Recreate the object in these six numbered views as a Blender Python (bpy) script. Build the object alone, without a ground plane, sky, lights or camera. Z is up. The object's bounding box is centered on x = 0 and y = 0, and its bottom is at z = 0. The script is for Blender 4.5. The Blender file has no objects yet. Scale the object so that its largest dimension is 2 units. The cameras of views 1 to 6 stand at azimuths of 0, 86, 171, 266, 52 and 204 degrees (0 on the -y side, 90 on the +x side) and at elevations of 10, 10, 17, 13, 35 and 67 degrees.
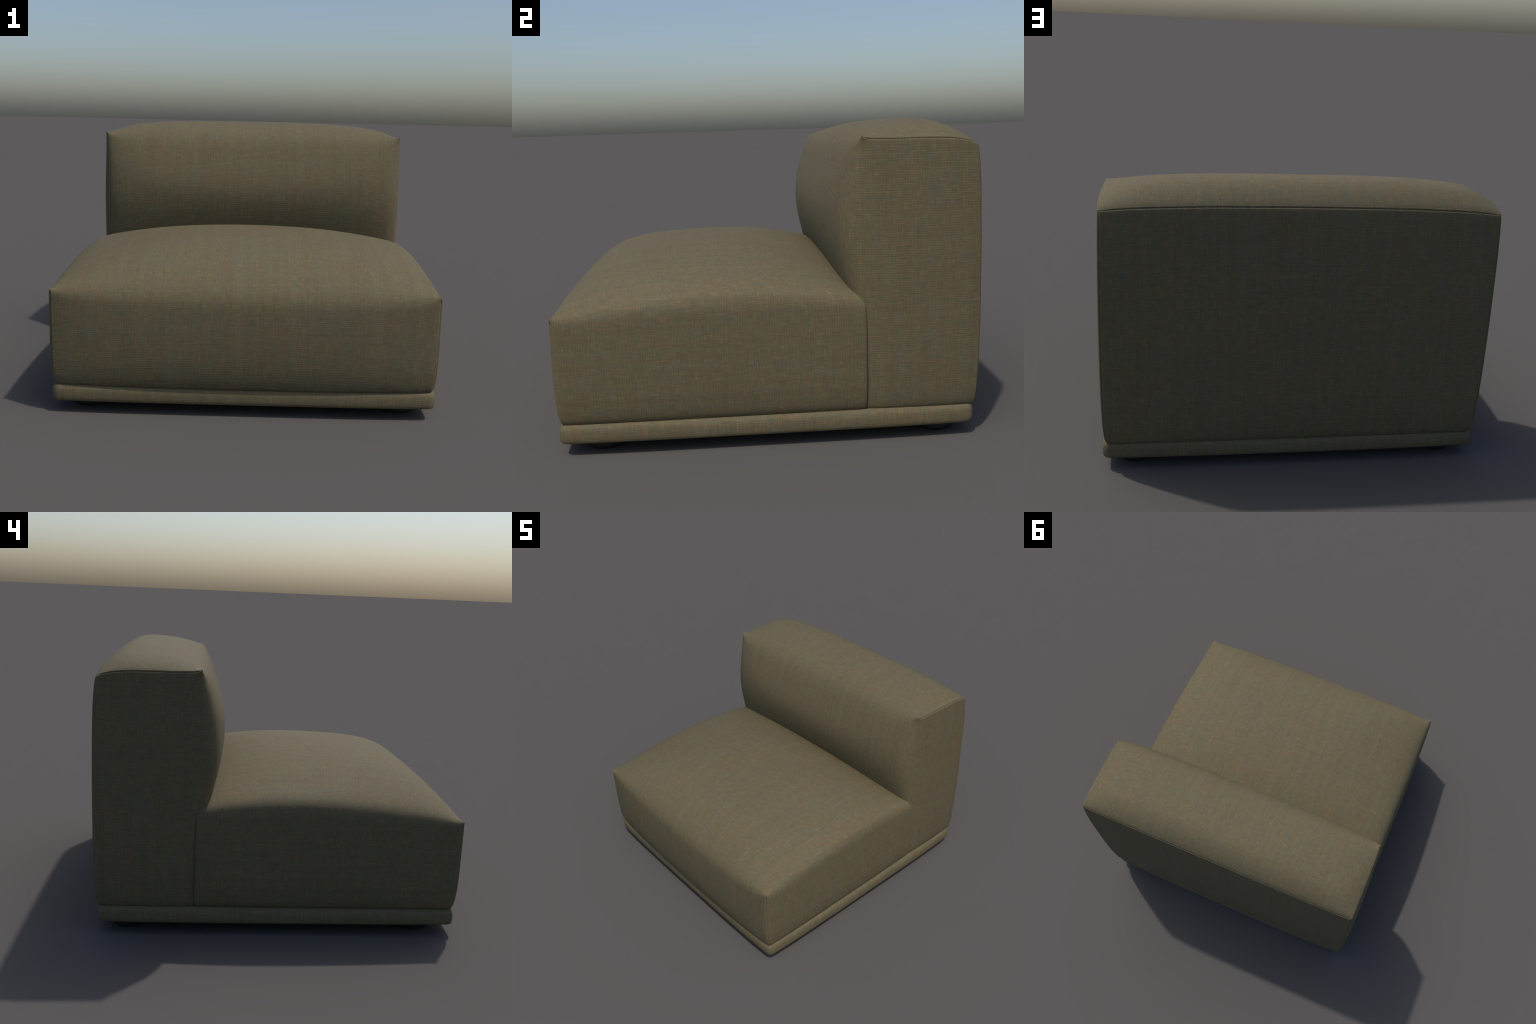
import bpy, math
import numpy as np
from mathutils import Vector

# --------------------------------------------------------------------------
# Armless lounge module: upholstered plinth on four low feet, a puffed seat
# cushion with pinched front corners and a puffed backrest with sewn edges.
# --------------------------------------------------------------------------

# ------------------------------------------------------------------ materials
class Nodes:
    """Small helper for wiring shader nodes."""
    def __init__(self, mat):
        mat.use_nodes = True
        self.nt = mat.node_tree
        self.nt.nodes.clear()

    def new(self, kind, **props):
        n = self.nt.nodes.new(kind)
        for k, v in props.items():
            setattr(n, k, v)
        return n

    def link(self, a, b):
        self.nt.links.new(a, b)

    def put(self, socket, value):
        if isinstance(value, bpy.types.NodeSocket):
            self.link(value, socket)
        else:
            socket.default_value = value

    def math(self, op, a, b=0.0, c=0.0, clamp=False):
        n = self.new('ShaderNodeMath', operation=op, use_clamp=clamp)
        for s, v in zip(n.inputs, (a, b, c)):
            self.put(s, v)
        return n.outputs[0]

    def combine(self, x, y, z):
        n = self.new('ShaderNodeCombineXYZ')
        for s, v in zip(n.inputs, (x, y, z)):
            self.put(s, v)
        return n.outputs[0]

    def noise(self, vec, scale=1.0, detail=2.0, rough=0.5):
        n = self.new('ShaderNodeTexNoise')
        self.put(n.inputs['Vector'], vec)
        n.inputs['Scale'].default_value = scale
        n.inputs['Detail'].default_value = detail
        n.inputs['Roughness'].default_value = rough
        return n.outputs['Fac'], n.outputs['Color']

    def mix(self, fac, a, b, blend='MIX'):
        n = self.new('ShaderNodeMix', data_type='RGBA', blend_type=blend)
        self.put(n.inputs[0], fac)
        self.put(n.inputs[6], a)
        self.put(n.inputs[7], b)
        return n.outputs[2]

    def mixf(self, fac, a, b):
        n = self.new('ShaderNodeMix', data_type='FLOAT')
        self.put(n.inputs[0], fac)
        self.put(n.inputs[2], a)
        self.put(n.inputs[3], b)
        return n.outputs[0]

    def ramp(self, fac, stops):
        n = self.new('ShaderNodeValToRGB')
        els = n.color_ramp.elements
        while len(els) < len(stops):
            els.new(0.5)
        for e, (p, c) in zip(els, stops):
            e.position = p
            e.color = (*c, 1.0)
        self.put(n.inputs[0], fac)
        return n.outputs[0]


# yarn colours of the melange cloth (linear)
OLIVE = (0.121, 0.101, 0.052)
RUST = (0.145, 0.088, 0.045)
TEAL = (0.098, 0.112, 0.082)
STRAW = (0.180, 0.135, 0.060)
MAUVE = (0.108, 0.083, 0.066)


def fabric(name, upright, thread=0.0050, seed=0.0):
    """Woven melange cloth.
    Front and top share one length of cloth (warp follows x, the other axis runs
    up the front and back over the top); the sides are cut from another."""
    mat = bpy.data.materials.new(name)
    N = Nodes(mat)
    out = N.new('ShaderNodeOutputMaterial')
    bsdf = N.new('ShaderNodeBsdfPrincipled')
    N.link(bsdf.outputs[0], out.inputs[0])

    coord = N.new('ShaderNodeTexCoord').outputs['Object']
    sep = N.new('ShaderNodeSeparateXYZ')
    N.link(coord, sep.inputs[0])
    x, y, z = sep.outputs
    nrm = N.new('ShaderNodeNewGeometry').outputs['Normal']
    sn = N.new('ShaderNodeSeparateXYZ')
    N.link(nrm, sn.inputs[0])
    nx = N.math('ABSOLUTE', sn.outputs[0])
    # hard cut between the two lengths of cloth
    side = N.math('MULTIPLY', N.math('SUBTRACT', nx, 0.72), 12.0, clamp=True)

    # running length of the cloth: up the front, over the crown, down the rear
    turn = N.math('MULTIPLY_ADD', N.math('GREATER_THAN', sn.outputs[1], 0.12), -2.0, 1.0)
    u1, v1 = x, N.math('MULTIPLY_ADD', y, 1.2, N.math('MULTIPLY', z, turn))
    u2, v2 = (z, y) if upright else (y, z)

    # a slight waver so that yarns are not ruled lines
    wav, wcol = N.noise(coord, 9.0, 2.0)
    wob = N.math('MULTIPLY', N.math('SUBTRACT', wav, 0.5), 0.010)

    def weave(u, v, off):
        u = N.math('ADD', N.math('ADD', u, wob), off)
        v = N.math('ADD', N.math('ADD', v, wob), off * 1.7)
        f = 1.0 / thread
        fu = N.math('MULTIPLY', u, f)
        fv = N.math('MULTIPLY', v, f)
        # main yarns run along u, the crossing ones along v
        _, weft = N.noise(N.combine(N.math('MULTIPLY', fu, 0.17), fv, off + 7.0), 0.72, 2.0, 0.7)
        _, warp = N.noise(N.combine(fu, N.math('MULTIPLY', fv, 0.11), off), 0.72, 2.0, 0.7)
        # long slubs, seen as faint streaks across the whole panel
        _, slub = N.noise(N.combine(N.math('MULTIPLY', u, 2.2), N.math('MULTIPLY', v, 60.0), off + 3.0), 1.0, 2.0, 0.6)
        _, band = N.noise(N.combine(N.math('MULTIPLY', u, 34.0), N.math('MULTIPLY', v, 1.1), off + 5.0), 1.0, 4.0, 0.7)
        slub = N.mix(0.68, slub, band)
        # ribs of heavier yarn about a centimetre apart, stronger one way
        rib = N.math('SINE', N.math('MULTIPLY', fv, math.pi * 0.92))
        rib2 = N.math('SINE', N.math('MULTIPLY', fu, math.pi * 0.92))
        rel = N.math('MULTIPLY_ADD', rib2, 0.45, rib)
        return warp, weft, slub, rel

    A = weave(u1, v1, 1.3 + seed)
    B = weave(u2, v2, 4.1 + seed)
    warp, weft, slub = (N.mix(side, A[i], B[i]) for i in range(3))
    rel = N.mixf(side, A[3], B[3])

    sw = N.new('ShaderNodeSeparateColor'); N.link(warp, sw.inputs[0])
    sf = N.new('ShaderNodeSeparateColor'); N.link(weft, sf.inputs[0])
    ss = N.new('ShaderNodeSeparateColor'); N.link(slub, ss.inputs[0])

    # blotches a few centimetres wide where one dye dominates
    _, patch = N.noise(coord, 7.0, 4.0, 0.6)
    sp = N.new('ShaderNodeSeparateColor'); N.link(patch, sp.inputs[0])

    def mask(v, lo, hi):
        m = N.new('ShaderNodeMapRange', interpolation_type='SMOOTHSTEP')
        N.put(m.inputs[0], v)
        m.inputs[1].default_value = lo
        m.inputs[2].default_value = hi
        return m.outputs[0]

    col = N.mix(0.0, (*OLIVE, 1), (*OLIVE, 1))
    def blend(*terms):
        t = 0.0
        for v, w in terms:
            t = N.math('MULTIPLY_ADD', v, w, t)
        return t

    W, F, S, P = (n.outputs for n in (sw, sf, ss, sp))
    teal_m = mask(blend((F[0], .36), (W[0], .25), (S[0], .30), (P[0], .09)), 0.46, 0.58)
    rust_m = mask(blend((F[1], .36), (W[1], .25), (S[1], .30), (P[1], .09)), 0.48, 0.60)
    straw_m = mask(blend((F[2], .55), (W[2], .45)), 0.50, 0.65)
    mauve_m = mask(blend((W[0], .55), (F[1], .45)), 0.53, 0.67)
    col = N.mix(N.math('MULTIPLY', teal_m, 0.62), col, (*TEAL, 1))
    col = N.mix(N.math('MULTIPLY', rust_m, 0.62), col, (*RUST, 1))
    col = N.mix(N.math('MULTIPLY', straw_m, 0.55), col, (*STRAW, 1))
    col = N.mix(N.math('MULTIPLY', mauve_m, 0.55), col, (*MAUVE, 1))
    # lightness of single yarns
    yarn = blend((F[1], .46), (W[2], .24), (S[2], .38))
    lum = N.math('MULTIPLY_ADD', N.math('SUBTRACT', yarn, 0.54), 1.3, 1.0)
    lum = N.math('MULTIPLY_ADD', rel, 0.06, lum)
    grey = N.combine(lum, lum, lum)
    col = N.mix(1.0, col, grey, 'MULTIPLY')

    N.link(col, bsdf.inputs['Base Color'])
    bsdf.inputs['Roughness'].default_value = 0.82
    bsdf.inputs['Specular IOR Level'].default_value = 0.28
    height = N.math('MULTIPLY_ADD', rel, 0.15, yarn)
    bump = N.new('ShaderNodeBump')
    bump.inputs['Strength'].default_value = 0.25
    bump.inputs['Distance'].default_value = 0.002
    N.link(height, bump.inputs['Height'])
    N.link(bump.outputs[0], bsdf.inputs['Normal'])
    return mat


def plastic(name):
    mat = bpy.data.materials.new(name)
    N = Nodes(mat)
    out = N.new('ShaderNodeOutputMaterial')
    bsdf = N.new('ShaderNodeBsdfPrincipled')
    N.link(bsdf.outputs[0], out.inputs[0])
    coord = N.new('ShaderNodeTexCoord').outputs['Object']
    f, _ = N.noise(coord, 60.0, 3.0)
    col = N.ramp(f, [(0.3, (0.010, 0.010, 0.010)), (0.7, (0.018, 0.018, 0.017))])
    N.link(col, bsdf.inputs['Base Color'])
    bsdf.inputs['Roughness'].default_value = 0.45
    return mat


# ------------------------------------------------------------------ modelling
def sstep(t):
    t = np.clip(t, 0, 1)
    return t * t * (3 - 2 * t)


def lattice_cage(xs, ys, zs, place, creases=(), tips=()):
    """Quad cage over the skin of an index box; place(i,j,k) positions a node."""
    nx, ny, nz = len(xs), len(ys), len(zs)
    idx, verts = {}, []

    def v(i, j, k):
        if (i, j, k) not in idx:
            idx[(i, j, k)] = len(verts)
            verts.append(place(xs[i], ys[j], zs[k]))
        return idx[(i, j, k)]
    faces = []
    for i in range(nx - 1):
        for j in range(ny - 1):
            faces.append((v(i, j, 0), v(i, j + 1, 0), v(i + 1, j + 1, 0), v(i + 1, j, 0)))
            k = nz - 1
            faces.append((v(i, j, k), v(i + 1, j, k), v(i + 1, j + 1, k), v(i, j + 1, k)))
    for i in range(nx - 1):
        for k in range(nz - 1):
            faces.append((v(i, 0, k), v(i + 1, 0, k), v(i + 1, 0, k + 1), v(i, 0, k + 1)))
            j = ny - 1
            faces.append((v(i, j, k), v(i, j, k + 1), v(i + 1, j, k + 1), v(i + 1, j, k)))
    for j in range(ny - 1):
        for k in range(nz - 1):
            faces.append((v(0, j, k), v(0, j, k + 1), v(0, j + 1, k + 1), v(0, j + 1, k)))
            i = nx - 1
            faces.append((v(i, j, k), v(i, j + 1, k), v(i, j + 1, k + 1), v(i, j, k + 1)))
    me = bpy.data.meshes.new('cage')
    me.from_pydata([tuple(p) for p in verts], [], faces)
    ed = {tuple(sorted(e.vertices)): e.index for e in me.edges}
    if creases:
        at = me.attributes.new('crease_edge', 'FLOAT', 'EDGE')
        for a, b, s in creases:
            e = ed.get(tuple(sorted((idx[a], idx[b]))))
            at.data[e].value = s
    if tips:
        at = me.attributes.new('crease_vert', 'FLOAT', 'POINT')
        for a, s in tips:
            at.data[idx[a]].value = s
    me.update()
    return me


def subdivide(me, name, levels):
    ob = bpy.data.objects.new('tmp', me)
    bpy.context.scene.collection.objects.link(ob)
    m = ob.modifiers.new('s', 'SUBSURF')
    m.levels = m.render_levels = levels
    m.use_limit_surface = True
    dg = bpy.context.evaluated_depsgraph_get()
    new = bpy.data.meshes.new_from_object(ob.evaluated_get(dg))
    bpy.data.objects.remove(ob)
    bpy.data.meshes.remove(me)
    for n in ('crease_edge', 'crease_vert'):
        a = new.attributes.get(n)
        if a:
            new.attributes.remove(a)
    new.name = name
    new.shade_smooth()
    return new


def coords(me):
    a = np.empty(len(me.vertices) * 3)
    me.vertices.foreach_get('co', a)
    return a.reshape(-1, 3)


def normals(me):
    a = np.empty(len(me.vertices) * 3)
    me.vertices.foreach_get('normal', a)
    return a.reshape(-1, 3)


def store(me, co):
    me.vertices.foreach_set('co', co.ravel())
    me.update()


def nearest(co, line):
    best = np.full(len(co), 9.0)
    for p in line:
        best = np.minimum(best, ((co - p) ** 2).sum(1))
    return np.sqrt(best)


def densify(pts, n=260):
    pts = np.array(pts, float)
    d = np.r_[0, np.cumsum(np.linalg.norm(np.diff(pts, axis=0), axis=1))]
    t = np.linspace(0, d[-1], n)
    return np.stack([np.interp(t, d, pts[:, c]) for c in range(3)], 1)


def ridge(c, axis, lo, hi, out, tol):
    """Smoothed polyline along an edge: for each slice the vertex farthest in `out`."""
    pts = []
    for t in np.linspace(lo, hi, 160):
        m = np.abs(c[:, axis] - t) < tol
        if m.any():
            q = c[m][np.argmax(c[m] @ np.array(out))].copy()
            q[axis] = t
            pts.append(q)
    pts = np.array(pts)
    k = 7
    pad = np.vstack([pts[:1]] * k + [pts] + [pts[-1:]] * k)
    ker = np.hanning(2 * k + 3)[1:-1]
    ker /= ker.sum()
    sm = np.stack([np.convolve(pad[:, i], ker, 'valid') for i in range(3)], 1)
    sm[:, axis] = pts[:, axis]
    return densify(sm, 900)


def sew(co, nrm, box, line, depth, width, tip=None):
    """Press a stitched groove with slightly raised lips along a line."""
    c = co[box]
    d = nearest(c, line)
    a = depth * (-np.exp(-(d / width) ** 2) + 0.10 * np.exp(-((d - 2.8 * width) / (1.4 * width)) ** 2))
    if tip is not None:
        t = np.linalg.norm(c - np.array(tip), axis=1)
        a -= 0.9 * depth * np.exp(-(d / (1.5 * width)) ** 2) * np.exp(-((t - 0.018) / 0.014) ** 2)
    co[box] = c + nrm[box] * a[:, None]


def nub(co, tip, out):
    """Small rounded ear where a seam ends in a pinched corner."""
    t = np.linalg.norm(co - np.array(tip), axis=1)
    out = np.array(out) / np.linalg.norm(out)
    co += out * (0.0035 * np.exp(-(t / 0.018) ** 2))[:, None]


def add_object(name, me, mat, parent):
    ob = bpy.data.objects.new(name, me)
    bpy.context.scene.collection.objects.link(ob)
    me.materials.append(mat)
    ob.parent = parent
    return ob


def soft(s, p):
    return 1.0 - abs(s) ** p


# --- seat cushion -----------------------------------------------------------
SIDE_X = 0.966      # backrest half width at its seams
SEAT_X = 0.975      # seat half width at its front corners

SX = [-1, -0.955, -0.80, -0.45, 0, 0.45, 0.80, 0.955, 1]
SEAT_Y = [-1, -0.955, -0.78, -0.40, 0.1, 0.6, 0.97, 1]
SEAT_Z = [-1, -0.83, -0.40, 0.1, 0.55, 0.85, 1]


def relax(s, amount, tight, loose):
    """Spread the control loops that crowd an edge, so that the edge rolls over softly."""
    t = np.interp(abs(s), tight, loose)
    return s + amount * (math.copysign(t, s) - s)


SEAT_Z_LOOSE = [-1, -0.83, -0.52, -0.2, 0.2, 0.6, 1]
SEAT_RISE_Y = (-1, -.79, -.56, -.25, 0.05, 0.5, 0.8, 1)
SEAT_RISE_MID = (.008, .143, .197, .212, .225, .212, .158, .08)
SEAT_RISE_SIDE = (.000, .046, .060, .082, .102, .102, .080, .05)


def seat_point(sx, sy, sz):
    f0, ax0 = max(0.0, -sy), abs(sx)
    top_face, front_face, side_face = sz == 1, sy == -1, ax0 == 1
    gx = 1 - ax0 ** 8                     # 0 at the pinched corners
    gy = 1 - f0 ** 8
    if top_face:
        sx = relax(sx, gy, (0, .45, .80, .955, 1), (0, .31, .58, .83, 1))
        sy = relax(sy, gx, (0, .1, .40, .60, .78, .955, .97, 1), (0, .05, .25, .42, .56, .79, .80, 1))
    if front_face or sy == 1:
        sz += gx * (np.interp(sz, SEAT_Z, SEAT_Z_LOOSE) - sz)
    if side_face:
        sz += gy * (np.interp(sz, SEAT_Z, SEAT_Z_LOOSE) - sz)
    f = max(0.0, -sy)                     # 1 at the front edge
    r = max(0.0, sy)
    ax = abs(sx)
    hz = (sz + 1) / 2
    # plan
    x = sx * SEAT_X
    y = -0.952 + (sy + 1) / 2 * (0.462 + 0.952)
    # height of the top sheet: pinched to 0.643 at the front corners, rolling
    # up from the front edge to a crown just ahead of the backrest
    pinch = (ax ** 6) * (f ** 6)
    rise_mid = np.interp(sy, SEAT_RISE_Y, SEAT_RISE_MID)
    rise_side = np.interp(sy, SEAT_RISE_Y, SEAT_RISE_SIDE)
    w = soft(sx, 2.4 + 2.4 * f)
    top = 0.643 + (1 - pinch) * (rise_side + (rise_mid - rise_side) * w)
    z = 0.140 + hz * (top - 0.140)
    # front sheet swells out, side sheets less
    swell = soft(sx, 4.0) * (0.35 + 0.65 * math.sin(math.pi * min(1, 0.12 + 0.75 * hz)))
    y -= 0.050 * swell * f ** 4
    x += math.copysign(0.014 * soft((sy + 0.2) / (1.4 if sy > -0.2 else 0.8), 4)
                       * math.sin(math.pi * min(1, 0.12 + 0.80 * hz)) ** 0.6, sx) * ax ** 4
    # underside tucks in
    tuck = 0.020 * max(0.0, 1 - hz / 0.12)
    x -= sx * tuck
    y += tuck * f ** 2 - tuck * r ** 2 * 0.2
    return (x, y, z)


def build_seat(mat, parent):
    nx, ny, nz = len(SX), len(SEAT_Y), len(SEAT_Z)
    tips = [((0, 0, nz - 1), 0.58), ((nx - 1, 0, nz - 1), 0.58)]
    me = lattice_cage(SX, SEAT_Y, SEAT_Z, seat_point, (), tips)
    me = subdivide(me, 'seat_cushion', 5)
    co = coords(me)
    n0 = normals(me)
    # sewn vertical seams at the front corners, deepest right under the tip
    for s in (-1, 1):
        box = (co[:, 0] * s > 0.85) & (co[:, 1] < -0.85)
        line = ridge(co[box], 2, 0.165, 0.636, (0.75 * s, -1.0, 0), 0.012)
        sew(co, n0, box, line, 0.0045, 0.0040, tip=(SEAT_X * s, -0.955, 0.636))
        nub(co, (SEAT_X * s, -0.952, 0.640), (0.5 * s, -0.6, 0.7))
    store(me, co)
    return add_object('seat_cushion', me, mat, parent)


# --- backrest cushion -------------------------------------------------------
BACK_Y = [-1, -0.90, -0.55, 0.0, 0.55, 0.92, 1]
BACK_Z = [-1, -0.93, -0.6, -0.15, 0.3, 0.7, 0.965, 1]


BACK_SWELL_Z = (0, .3, .425, .575, .725, .875, 1)
BACK_SWELL = (0, .10, .36, .74, .97, .60, .20)
BACK_CROWN_Y = (-1, -.6, -.25, .1, .55, .92, 1)
BACK_CROWN = (.012, .063, .084, .093, .102, .032, .002)


def back_point(sx, sy, sz):
    ax0 = abs(sx)
    gx = 1 - ax0 ** 10                    # 0 at the side seams
    gz = 1 - max(0.0, sz) ** 16           # 0 at the top seam
    gz *= 0.06 + 0.94 * float(sstep((sz + 0.55) / 0.6))   # tight where it butts against the seat
    if sy == -1:                          # front sheet
        sx = relax(sx, gz, (0, .5, .86, .972, 1), (0, .36, .67, .855, 1))
        sz = relax(sz, gx, (0, .3, .7, .965, 1), (0, .15, .45, .75, 1)) if sz > 0 else sz
    elif sz == 1:                         # top sheet
        sy = relax(sy, gx, (0, .55, .90, 1), (0, .25, .55, 1)) if sy < 0 else sy
    elif ax0 == 1:                        # side sheets
        sy = relax(sy, gz, (0, .55, .90, 1), (0, .28, .54, 1)) if sy < 0 else sy
    ax = abs(sx)
    f = (1 - sy) / 2                      # 1 at the front
    b = (1 + sy) / 2
    hz = (sz + 1) / 2
    x = sx * SIDE_X
    y = 0.448 + b * (0.969 - 0.448)
    z = 0.140 + hz * (1.382 - 0.140)
    if sz > 0:
        z -= sz ** 8 * (0.006 * b ** 4 + (0.012 + 0.020 * ax ** 8) * b ** 20)   # rear seam sits a little lower
        y -= (0.007 + 0.010 * ax ** 8) * sz ** 24 * b ** 4
        z += 0.012 * sz ** 24 * ax ** 24 * f ** 12          # ears at the front corners
        y -= 0.006 * sz ** 24 * ax ** 24 * f ** 12
    # front sheet swells
    prof = np.interp(hz, BACK_SWELL_Z, BACK_SWELL)
    y -= 0.163 * soft(sx, 7.0) * prof * max(0.0, -sy) ** 1.2
    y -= 0.105 * ax ** 6 * math.exp(-((hz - 0.68) / 0.25) ** 2) * f ** 4 * (1 - max(0.0, sz) ** 12)
    # rear sheet
    y += 0.020 * soft(sx, 5) * math.sin(math.pi * (0.12 + 0.76 * hz)) * max(0.0, sy) ** 3
    y += 0.014 * math.sin(math.pi * (0.06 + 0.90 * hz)) ** 0.5 * max(0.0, sy) ** 3
    # top sheet
    z += soft(sx, 8.0) * np.interp(sy, BACK_CROWN_Y, BACK_CROWN) * max(0.0, sz) ** 6
    # sides
    x += math.copysign(0.026 * math.sin(math.pi * min(1, 0.1 + 0.85 * hz)) ** 0.6 * (1 - 0.60 * sy ** 4 if sy > 0 else soft(sy, 4)), sx) * ax ** 4
    # underside tucks in
    tuck = 0.018 * max(0.0, 1 - hz / 0.05)
    x -= sx * tuck
    y -= tuck * max(0.0, sy) ** 2
    return (x, y, z)


def build_back(mat, parent):
    nx, ny, nz = len(SX), len(BACK_Y), len(BACK_Z)
    xs = [-1, -0.972, -0.86, -0.5, 0, 0.5, 0.86, 0.972, 1]
    tips = [((0, 0, nz - 1), 0.58), ((nx - 1, 0, nz - 1), 0.58)]
    me = lattice_cage(xs, BACK_Y, BACK_Z, back_point, (), tips)
    me = subdivide(me, 'backrest_cushion', 5)
    co = coords(me)
    n0 = normals(me)
    for s in (-1, 1):
        # top sheet to side sheet, ending in the pinched front corner
        box = (co[:, 0] * s > 0.88) & (co[:, 2] > 1.25)
        line = ridge(co[box], 1, 0.452, 0.952, (0.88 * s, 0, 0.47), 0.010)
        sew(co, n0, box, line, 0.0044, 0.0028, tip=(SIDE_X * s, 0.446, 1.390))
        nub(co, (SIDE_X * s, 0.446, 1.390), (0.35 * s, -0.5, 0.8))
        # side sheet to rear sheet
        box = (co[:, 0] * s > 0.88) & (co[:, 1] > 0.88)
        line = ridge(co[box], 2, 0.18, 1.345, (0.35 * s, 1.0, 0), 0.020)
        sew(co, n0, box, line, 0.0040, 0.0032)
    # top sheet to rear sheet
    box = (co[:, 1] > 0.88) & (co[:, 2] > 1.25)
    line = ridge(co[box], 0, -0.955, 0.955, (0, 0.88, 0.47), 0.020)
    sew(co, n0, box, line, 0.0042, 0.0027)
    store(me, co)
    return add_object('backrest_cushion', me, mat, parent)


# --- plinth -----------------------------------------------------------------
def build_base(mat, parent):
    """Rounded-rectangle plan swept round a softly bulged edge profile."""
    hx, y0, y1, rad = 0.972, -0.946, 0.958, 0.036
    prof = [(0.034, 0.061), (0.012, 0.061), (0.006, 0.064), (0.002, 0.071), (0.0, 0.084),
            (0.0, 0.108), (0.002, 0.124), (0.006, 0.136), (0.013, 0.144), (0.022, 0.148),
            (0.034, 0.149)]
    prof = [(float(a), float(b)) for a, b in prof]
    corners = [(hx - rad, y0 + rad, -90), (hx - rad, y1 - rad, 0),
               (-hx + rad, y1 - rad, 90), (-hx + rad, y0 + rad, 180)]
    ring = []
    for cx, cy, a0 in corners:
        for k in range(13):
            a = math.radians(a0 + 90 * k / 12)
            ring.append((cx, cy, math.cos(a), math.sin(a)))
    full = []
    for i, p in enumerate(ring):
        full.append(p)
        q = ring[(i + 1) % len(ring)]
        L = math.hypot(q[0] + rad * q[2] - p[0] - rad * p[2], q[1] + rad * q[3] - p[1] - rad * p[3])
        if L > 0.3:
            m = 60
            for t in range(1, m):
                t /= m
                full.append(tuple(p[c] + (q[c] - p[c]) * t for c in range(4)))
    verts, faces = [], []
    R = len(full)
    for ins, z in prof:
        for cx, cy, ca, sa in full:
            r = rad - ins
            px, py = cx + r * ca, cy + r * sa
            # the long edges bow out very slightly
            bow = 0.014 * (1 - (py / 0.96) ** 4) * (px / hx)
            bow_y = 0.016 * (1 - (px / hx) ** 4) * (py / 0.95)
            verts.append((px + bow, py + bow_y, z))
    for k in range(len(prof) - 1):
        for i in range(R):
            j = (i + 1) % R
            faces.append((k * R + i, k * R + j, (k + 1) * R + j, (k + 1) * R + i))
    faces.append(tuple(reversed(range(R))))
    faces.append(tuple((len(prof) - 1) * R + i for i in range(R)))
    me = bpy.data.meshes.new('base_frame')
    me.from_pydata(verts, [], faces)
    me.shade_smooth()
    me.update()
    return add_object('base_frame', me, mat, parent)


# --- feet -------------------------------------------------------------------
def foot_mesh():
    prof = [(0.0, 0.0), (0.050, 0.0), (0.080, 0.0), (0.085, 0.002), (0.088, 0.007), (0.090, 0.016),
            (0.090, 0.030), (0.090, 0.064), (0.0, 0.064)]
    seg = 64
    verts, faces = [(0, 0, 0)], []
    rings = prof[1:-1]
    for r, z in rings:
        for k in range(seg):
            a = 2 * math.pi * k / seg
            verts.append((r * math.cos(a), r * math.sin(a), z))
    verts.append((0, 0, prof[-1][1]))
    for k in range(seg):
        k2 = (k + 1) % seg
        faces.append((0, 1 + k2, 1 + k))
        for q in range(len(rings) - 1):
            a, b = 1 + q * seg, 1 + (q + 1) * seg
            faces.append((a + k, a + k2, b + k2, b + k))
        a = 1 + (len(rings) - 1) * seg
        faces.append((a + k, a + k2, len(verts) - 1))
    me = bpy.data.meshes.new('foot')
    me.from_pydata(verts, [], faces)
    me.shade_smooth()
    me.update()
    return me


# ------------------------------------------------------------------ assemble
root = bpy.data.objects.new('armless_sofa', None)
bpy.context.scene.collection.objects.link(root)
root["label"] = "armless olive brown fabric lounge sofa module with puffed cushions"
root["category"] = "sofa"

cloth_seat = fabric('seat_cloth', True, seed=0.0)
cloth_back = fabric('backrest_cloth', False, seed=2.7)
cloth_base = fabric('base_cloth', False, seed=5.9)
black = plastic('black_plastic')

build_base(cloth_base, root)
build_seat(cloth_seat, root)
build_back(cloth_back, root)
fm = foot_mesh()
fm.materials.append(black)
first = None
for px, py in ((-0.811, -0.760), (0.811, -0.760), (-0.811, 0.812), (0.811, 0.812)):
    ob = bpy.data.objects.new('foot', fm) if first is None else first.copy()
    first = first or ob
    bpy.context.scene.collection.objects.link(ob)
    ob.location = (px, py, 0)
    ob.parent = root
